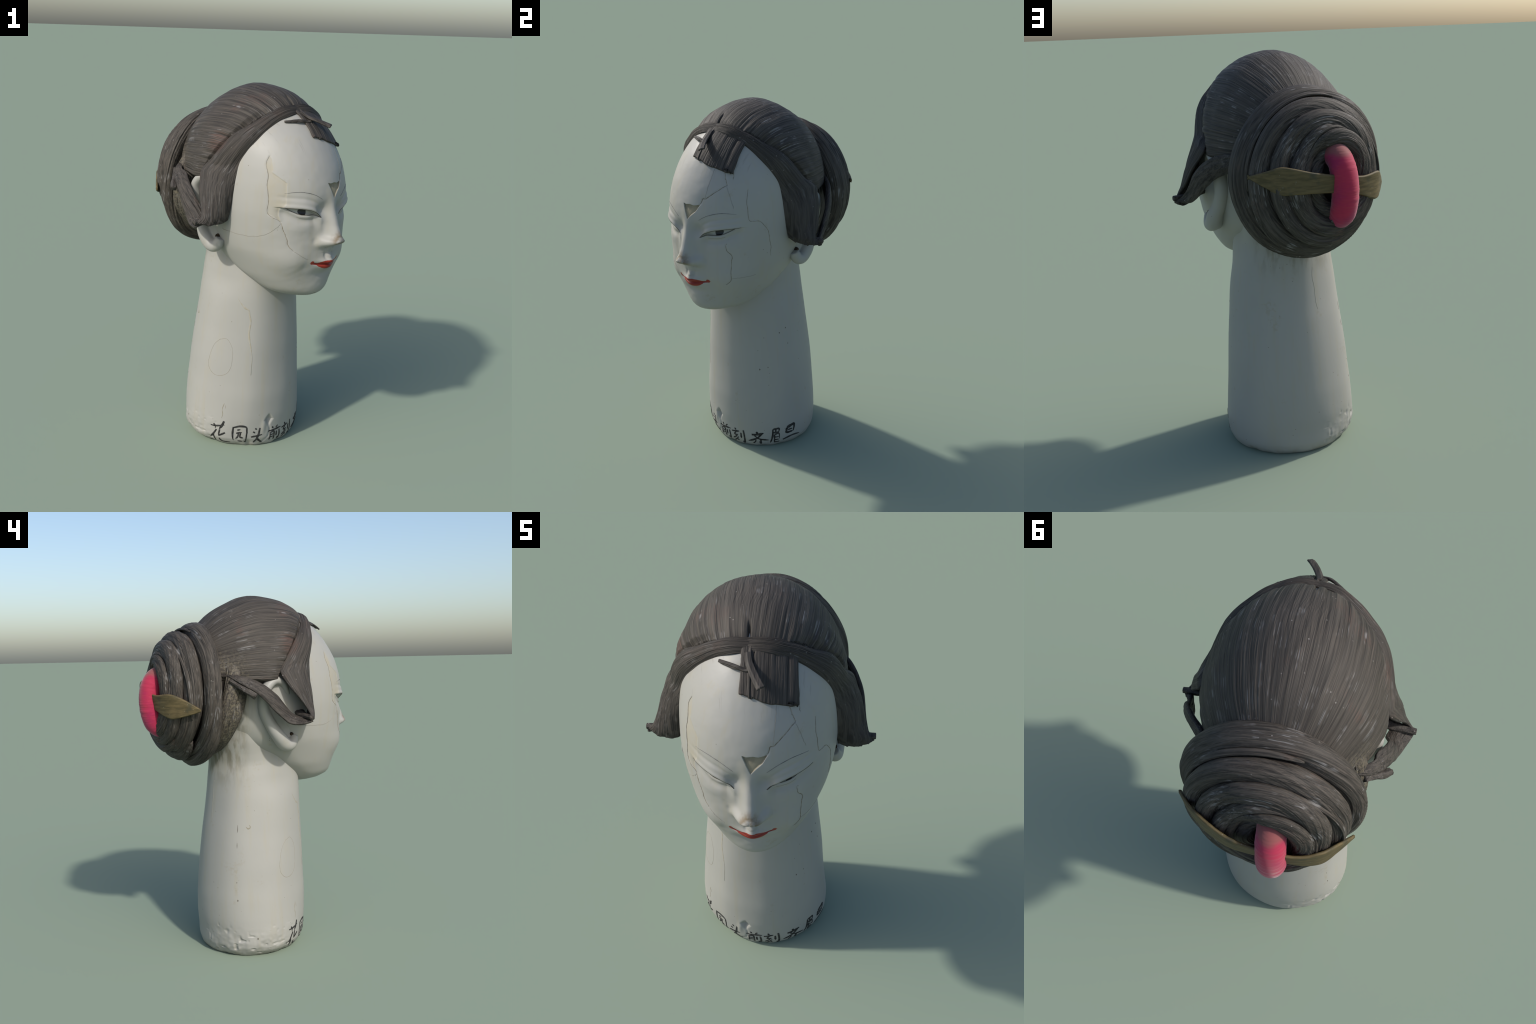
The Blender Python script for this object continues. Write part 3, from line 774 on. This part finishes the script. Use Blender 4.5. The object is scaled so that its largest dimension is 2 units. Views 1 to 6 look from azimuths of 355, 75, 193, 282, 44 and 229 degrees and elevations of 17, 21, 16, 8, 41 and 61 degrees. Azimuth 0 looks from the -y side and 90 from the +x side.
def coil(M, name, yc, r, rt, ra, dx, dz, tilt, seed, lobes, tilt_v=0.0, swell=.12, wide_left=0.0, sx=.93, wob=.02, wind=0.0):
    """One turn of the bun: flattened rope round the bun axis, with laid strands.
    wind > 0 makes it an open turn that starts wide and tucks in under itself below."""
    n = 400; spiral = wind > 0
    t = np.linspace(-.07, 1.07, n) if spiral else np.linspace(0, 1, n, endpoint=False)
    th = 2 * np.pi * t + (math.radians(-165) if spiral else 0)
    ring = lambda f, s: noise2(np.cos(th) * f + 20, np.sin(th) * f + 20, s)
    k = r * (1 + wob * ring(1.6, seed + 60)) + wind * (t - .5)
    y = yc + tilt * np.sin(th) + tilt_v * np.cos(th) + .008 * ring(1.4, seed + 61) - .8 * wind * (t - .5)
    path = np.stack([dx + sx * k * np.sin(th), y, BUN[2] + dz + k * np.cos(th)], 1)
    sw = 1 + swell * ring(1.3, seed + 62)
    if spiral: sw = sw * (.35 + .65 * np.sqrt(smooth(-.07, .05, t) * smooth(1.07, .95, t)))
    def relief(phi, tt):
        a = (th - th[0])[:, None] + .3
        tw = phi + .75 * np.sin(a + seed) + .35 * np.sin(2 * a + seed * 1.7)
        g = np.abs(np.sin(tw * lobes / 2 + seed)) ** .5
        deep = .55 + .45 * np.sin(a * 1.0 + seed * 2.1)
        per = lambda q, f, s: noise2(np.cos(q) * f + 40, np.sin(q) * f + 40 + .9 * np.sin(a + s), s)
        fine = .5 * per(tw, 7, seed + 3) + .5 * per(tw, 15, seed + 4) + .35 * per(tw, 30, seed + 5)
        return (-.019 * deep * (1 - g) + .0034 * fine) * (sw[:, None] if spiral else 1)
    return sweep(name, path, rt * sw, ra * sw * (1 + wide_left * np.sin(th)), (0, 1, 0), M['coil'], relief=relief, nth=140, closed=not spiral, power=2.05)

def strand_arc(M, th0, th1, r0, r1, y0, y1, rad, seed):
    """Thin loose strand lying across two coils."""
    n = 120; t = np.linspace(0, 1, n); th = np.radians(th0 + (th1 - th0) * t)
    r = r0 + (r1 - r0) * t; y = y0 + (y1 - y0) * t
    path = np.stack([.012 + .93 * r * np.sin(th), y, BUN[2] + r * np.cos(th)], 1)
    w = rad * np.sqrt(np.clip(1 - (2 * t - 1) ** 4, .02, 1))
    rel = lambda ph, tt: .0016 * noise2(np.cos(ph) * 5 + 9, np.sin(ph) * 5 + 9 + tt, seed)
    sweep("bun_strand", path, w * 1.0, w * 1.5, (0, 1, 0), M['coil'], relief=rel, nth=36)

def build_bun(M):
    #                     y     r     rt    ra    dx     dz   tilt
    coil(M, "nape_coil", .192, .278, .052, .072, -.016, -.008, .0, 1, 3, tilt_v=-.055, sx=1.0)
    coil(M, "bun_coil", .294, .338, .060, .062, .010, .004, -.020, 2, 3, wide_left=.22, tilt_v=-.006)
    coil(M, "bun_coil", .398, .297, .056, .048, .012, .007, .004, 3, 2, tilt_v=-.008, sx=.91, wind=.034)
    coil(M, "bun_coil", .460, .250, .051, .043, .004, .006, .002, 4, 2, tilt_v=-.010, sx=.86, wind=.036, swell=.16)
    coil(M, "bun_coil", .496, .197, .047, .040, -.008, .003, .0, 5, 2, tilt_v=-.010, wob=.03, sx=.80, wind=.034, swell=.16)
    coil(M, "bun_coil", .478, .138, .042, .036, -.018, -.002, .0, 6, 1, wob=.04, tilt_v=-.012, sx=.72)
    strand_arc(M, -20, 95, .366, .348, .348, .356, .010, 402)
    strand_arc(M, -110, 10, .330, .275, .420, .452, .010, 404)
    # dark filling behind the coils
    t = np.linspace(0, 1, 40)
    path = np.stack([0 * t + .005, .10 + .38 * t, BUN[2] - .01 * t], 1)
    r = pchip([0, .2, .5, .8, 1], [.20, .29, .27, .20, .14])(t)
    sweep("bun_core", path, r, r, (0, 0, 1), M['core'], nth=60)

def build_pin(M):
    n = 160
    mid = spline([(.352, .406, 1.493), (.305, .458, 1.485), (.24, .507, 1.476), (.127, .557, 1.463), (0, .567, 1.446), (-.12, .562, 1.426), (-.22, .523, 1.410), (-.28, .462, 1.399), (-.330, .398, 1.389)], n)
    t = np.linspace(0, 1, n)
    w = pchip([0, .10, .19, .36, .5, .64, .80, .90, 1], [.001, .032, .058, .042, .036, .038, .060, .038, .004])(t)
    T = unit(np.gradient(mid, axis=0)); up = np.array([0, .10, 1.0]); up = unit(up - T * (T @ up)[:, None])
    v = np.linspace(-1, 1, 25)
    P = mid[:, None] + up[:, None] * (w[:, None] * v[None, :])[..., None]
    N = np.broadcast_to(np.array([0, 1.0, 0]), P.shape)
    P = P + .0012 * noise2(np.linspace(0, 14, n)[:, None], v[None, :] * 2, 77)[..., None] * N
    return sheet("hairpin", P, .013, M['pin'], N)

def build_cord(M):
    n = 150
    path = spline([(-.028, .440, 1.560), (-.029, .498, 1.562), (-.031, .538, 1.530), (-.035, .558, 1.465), (-.037, .558, 1.400), (-.037, .546, 1.340), (-.036, .522, 1.302), (-.034, .465, 1.275)], n)
    t = np.linspace(0, 1, n)
    r = pchip([0, .15, .35, .6, .8, .92, 1], [.054, .057, .058, .059, .057, .052, .044])(t)
    rel = lambda th, tt: .0013 * noise2(tt * 26 + .35 * np.sin(th), np.cos(th) * 1.3 + 9, 55) + .0006 * noise1(tt * 90, 56)
    return sweep("wrapped_cord", path, r * 1.03, r, (1, 0, 0), M['cord'], relief=rel, nth=80)

def build_fringe(M):
    """Blunt-cut flat fringe on the forehead, a lifted slat, and a thin twig of hair."""
    def plate(x0, x1, z_top, z_bot, lift, seed, nx=90, nz=80, thick=.010, fan=0.0):
        u = np.linspace(0, 1, nx)[None, :]; t = np.linspace(0, 1, nz)[:, None]
        zb = z_bot[0] + (z_bot[1] - z_bot[0]) * u + .0025 * noise1(u * 7, seed + 2); zt = z_top[0] + (z_top[1] - z_top[0]) * u
        z = zt + (zb - zt) * t
        x = x0 + (x1 - x0) * u + fan * (1 - t) * (0.5 - u) 
        S = head_surface(x + 0 * z, z)
        du = np.gradient(S, axis=1); dv = np.gradient(S, axis=0); N = unit(np.cross(du, dv))
        if N[..., 1].sum() > 0: N = -N
        h = lift[0] + (lift[1] - lift[0]) * t + .0022 * strands(u * (x1 - x0) * 1.6, t * .6, seed, freq=70) + .004 * np.minimum(noise1(u * 5.2, seed + 7), .2)
        return sheet("fringe", S + N * h[..., None], thick, M['fringe'], N)
    plate(.000, .178, (1.885, 1.850), (1.762, 1.702), (.011, .010), 301, fan=.03)
    plate(-.036, .006, (1.888, 1.885), (1.768, 1.757), (.012, .012), 311, nx=34)
    # lifted slat
    n = 60
    mid = spline([(-.014, -.400, 1.882), (-.006, -.440, 1.862), (.012, -.485, 1.848), (.030, -.522, 1.834), (.044, -.546, 1.824)], n)
    T = unit(np.gradient(mid, axis=0)); side = unit(np.cross(T, np.array([0, -.7, .7])) )
    v = np.linspace(-1, 1, 16); w = np.linspace(.013, .0165, n)
    P = mid[:, None] + side[:, None] * (w[:, None] * v[None, :])[..., None]
    N = unit(np.cross(side, T))[:, None] * np.ones((1, 16, 1))
    if N[..., 2].sum() < 0: N = -N
    P = P + N * (.004 * (1 - v[None, :] ** 2) + .0012 * noise1(v * 5, 5)[None, :])[..., None]
    sheet("fringe", P, .009, M['fringe'], N)
    for dz, dy, s in ((0, 0, 1), (.006, .004, 2)):
        path = spline([(-.125, -.395 + dy, 1.838), (-.085, -.425 + dy, 1.838 + dz), (-.05, -.444, 1.840 + dz), (-.016, -.455, 1.838), (.004, -.455, 1.846)], 50)
        t = np.linspace(0, 1, 50)
        sweep("hair_twig", path, .0052 + .002 * np.sin(3 * t), .0042, (0, -.5, 1), M['flap'], relief=lambda th, tt: .001 * noise2(th * 2, tt * 9, 60 + s), nth=20)

def build_stray(M):
    """Broken stub of hair sticking out behind the right ear."""
    t = np.linspace(0, 1, 30)
    path = spline([(-.315, .215, 1.535), (-.36, .175, 1.50), (-.395, .148, 1.475), (-.418, .120, 1.452)], 30)
    sweep("hair_lock", path, .022 - .006 * t, .013 + .002 * t, (0, 0, 1), M['lock'], relief=lambda th, tt: .0022 * noise2(th * 3, tt * 3, 71), nth=40)

# ------------------------------------------------------------------ inscription and stains
GLYPHS = {  # brush strokes in a unit box, y up: (points, heaviness)
    'flower': [([(.10, .74), (.40, .76), (.78, .84)], .8), ([(.24, .84), (.34, .74), (.33, .63)], .8), ([(.74, 1.0), (.68, .84), (.54, .64)], 1.2),
               ([(.40, .60), (.22, .36), (.0, .16)], .9), ([(.24, .40), (.25, .20), (.24, .02)], .7), ([(.82, .50), (.64, .40), (.50, .32)], .9),
               ([(.56, .62), (.50, .30), (.58, .06), (.98, .02)], 1.0)],
    'garden': [([(.10, .93), (.06, .5), (.08, .18)], .9), ([(.14, .90), (.55, .98), (.94, .90), (.95, .45), (.86, .04), (.76, .12)], 1.0),
               ([(.36, .76), (.56, .80)], .7), ([(.30, .58), (.48, .62), (.66, .64)], .8), ([(.44, .58), (.40, .40), (.26, .26)], .8),
               ([(.58, .60), (.54, .38), (.74, .32)], .9), ([(.36, .12), (.66, .10)], .8)],
    'head': [([(.34, .98), (.46, .90)], .8), ([(.18, .78), (.34, .70)], .8), ([(.02, .46), (.44, .50), (.92, .56)], .9),
             ([(.72, .98), (.64, .60), (.44, .28), (.16, .06)], 1.0), ([(.50, .34), (.68, .18), (.90, .0)], 1.1)],
    'front': [([(.28, 1.0), (.36, .88)], .8), ([(.72, 1.0), (.58, .86)], .8), ([(.0, .72), (.50, .76), (1.0, .80)], .9),
              ([(.16, .62), (.16, .30), (.08, .08)], .8), ([(.18, .60), (.46, .62), (.46, .12), (.38, .10)], .8), ([(.20, .44), (.42, .45)], .6),
              ([(.20, .28), (.42, .29)], .6), ([(.66, .60), (.66, .26)], .9), ([(.88, .66), (.92, .30), (.82, .04), (.72, .12)], 1.1)],
    'carve': [([(.26, 1.0), (.34, .88)], .9), ([(.0, .74), (.30, .78), (.60, .84)], .9), ([(.36, .76), (.20, .56), (.46, .52)], .8),
              ([(.46, .58), (.26, .36), (.02, .22)], .8), ([(.50, .40), (.28, .18), (.08, .04)], .8), ([(.34, .26), (.48, .12)], .8),
              ([(.72, .74), (.73, .36)], .9), ([(.92, .96), (.98, .46), (.92, .06), (.80, .14)], 1.1)],
    'level': [([(.40, 1.0), (.46, .86)], 1.1), ([(.18, .76), (.48, .80), (.74, .90)], 1.3), ([(.66, .84), (.44, .52), (.20, .34), (.0, .24)], 1.1),
              ([(.30, .70), (.54, .44), (.98, .34)], .9), ([(.36, .34), (.32, .18), (.22, .06)], .8), ([(.60, .36), (.58, .18), (.60, .0)], 1.2)],
    'brow': [([(.28, .96), (.88, .98), (.82, .74)], 1.1), ([(.56, .94), (.52, .76)], .8), ([(.26, .74), (.84, .76)], .9), ([(.26, .96), (.20, .50), (.0, .06)], .9),
             ([(.40, .62), (.40, .04)], .8), ([(.42, .62), (.88, .64), (.88, .06)], .9), ([(.44, .44), (.84, .45)], .7), ([(.44, .26), (.84, .27)], .7), ([(.42, .08), (.86, .09)], .8)],
    'dawn': [([(.22, .88), (.16, .52)], 1.2), ([(.22, .90), (.64, 1.0), (.58, .56)], 1.6), ([(.28, .72), (.52, .74)], .8), ([(.20, .54), (.54, .56)], 1.2),
             ([(.0, .10), (.40, .24), (.70, .26), (1.0, .20)], 1.0)],
}
INSCRIPTION = [  # glyph, start and end angle on the neck, bottom and top height (left end, right end lift)
    ('flower', -75.5, -52.5, .020, .163), ('garden', -49.5, -33.5, .026, .142), ('head', -30, -18, .020, .126),
    ('front', -12.5, 1.5, .022, .116), ('carve', 3.0, 16.5, .014, .112), ('level', 20, 41, .018, .108), ('brow', 42.5, 53, .020, .126), ('dawn', 56, 77, .030, .132)]

def build_inscription(M):
    for g, d0, d1, zb, zt in INSCRIPTION:
        st = []
        for pts, hv in GLYPHS[g]:
            p = [(d0 + (d1 - d0) * u, zb + (zt - zb) * w) for u, w in pts]
            n = len(p)
            base = .0078 * hv
            wd = [base * .75] + [base * (.95 + .15 * ((k * 37 + len(g)) % 3 - 1)) for k in range(1, 4)] + [base * .35]
            st.append((p, wd))
        ribbons("ink_character", st, lambda a, b: neck_surface(a, b), M['ink'], lift=.0016)

def build_stains(M):
    ribbons("glue_drip", [([(-57, .884), (-52, .855), (-47, .832), (-43, .822), (-42, .80), (-40, .756), (-41, .689), (-37.7, .608), (-35.3, .54), (-35.4, .45)],
                           [.0006, .002, .004, .006, .008, .005, .005, .006, .006, .004, .0008])], neck_surface, M['drip'], lift=.0008)
    ring = [(-73, .638), (-65, .645), (-58, .60), (-56, .54), (-57, .49), (-61, .449), (-69.4, .428), (-78, .436), (-84, .481), (-82.5, .555), (-79, .606), (-73, .640)]
    ribbons("water_stain", [(ring, [.0008, .0014, .0010, .0008, .0012, .0016, .0014, .0018, .0012, .0008, .0012])], neck_surface, M['stain'], lift=.0006)
    ribbons("water_stain", [([(-60.4, .271), (-62.0, .235), (-61.0, .205), (-61.7, .18)], [.0008, .0035, .002, .0035, .0008]),
                            ([(-59, .262), (-58.5, .24)], [.0006, .002, .0006]),
                            ([(-119, .742), (-117.5, .730), (-120, .722), (-122.5, .733)], [.001, .004, .005, .002])], neck_surface, M['stain'], lift=.0006)
    ribbons("crack", [([(-170.5, .975), (-171.9, .919), (-170.6, .882), (-170.3, .832), (-170.2, .797), (-168.9, .76)], [.0006, .0014, .0012, .0014, .0016, .0005])],
            neck_surface, M['drip'], lift=.0006)
    sp = []
    for d, z, w in [(-130.4, .327, .0045), (-131.2, .426, .003), (-112.7, .112, .005), (36.3, .516, .0045), (45.3, .525, .003), (70.3, .749, .004), (71.2, .652, .003), (61.9, .727, .004)]:
        sp.append(([(d, z + w * 1.1), (d + .2, z), (d, z - w * 1.1)], [w * .4, w * .8, w * .4]))
    sp.append(([(-131.9, .742), (-131.4, .715), (-131.9, .70)], [.0006, .0018, .0006])); sp.append(([(-131.6, .645), (-131.5, .615)], [.0006, .0018, .0006]))
    ribbons("dirt_speck", sp, neck_surface, M['speck'], lift=.0006)
    o = bpy.data.objects["dirt_speck"]; o["kind"] = "stuff"

# ------------------------------------------------------------------ assemble
def main():
    global ROOT
    ROOT = bpy.data.objects.new("puppet_head", None)
    bpy.context.scene.collection.objects.link(ROOT)
    ROOT.rotation_euler = (0, 0, FACING)
    ROOT["label"] = "white painted wooden puppet head with dark coiled bun"
    ROOT["category"] = "puppet head"
    M = dict(white=white_paint(), patch=patch_paint(), notch=notch_paint(), eye=eye_paint(), lip=lip_paint(),
             cap=hair_material("combed_hair", 'cap'), coil=hair_material("coiled_hair", 'coil'), flap=hair_material("hanging_hair", 'flap', (0.034, 0.030, 0.026)),
             fringe=hair_material("fringe_hair", 'fringe', (0.034, 0.030, 0.026)), lock=hair_material("lock_hair", 'lock', (0.034, 0.030, 0.026)),
             core=dark_hair_inner(), pin=pin_wood(), cord=pink_cord(),
             brow=flat("brow_ink", (0.125, 0.122, 0.115), .7, (0.19, 0.186, 0.175)), lash=flat("lash_ink", (0.055, 0.050, 0.040), .6, (0.11, 0.098, 0.078)),
             faint=flat("faint_line", (0.25, 0.236, 0.20)), crack=flat("crack_edge", (0.155, 0.128, 0.086), .85, (0.285, 0.258, 0.205)),
             pit=flat("stained_pit", (0.022, 0.014, 0.009), .8, (0.06, 0.04, 0.024)), ink=flat("black_ink", (0.018, 0.0175, 0.017), .6, (0.042, 0.041, 0.039)),
             drip=flat("dried_glue", (0.305, 0.280, 0.220), .5, (0.32, 0.305, 0.265)), stain=flat("stain_edge", (0.235, 0.215, 0.165), .6, (0.28, 0.262, 0.22)),
             speck=flat("speck_brown", (0.09, 0.073, 0.056), .8))
    build_neck(M['white']); build_head(M); build_face_lines(M)
    for s in (-1, 1): build_ear(s, M)
    build_cap(M)
    for s in (-1, 1):
        build_flap(s, M, 200 + s); build_lock(s, M, 240 + s)
    build_bun(M); build_pin(M); build_cord(M); build_fringe(M); build_stray(M)
    build_inscription(M); build_stains(M)

main()
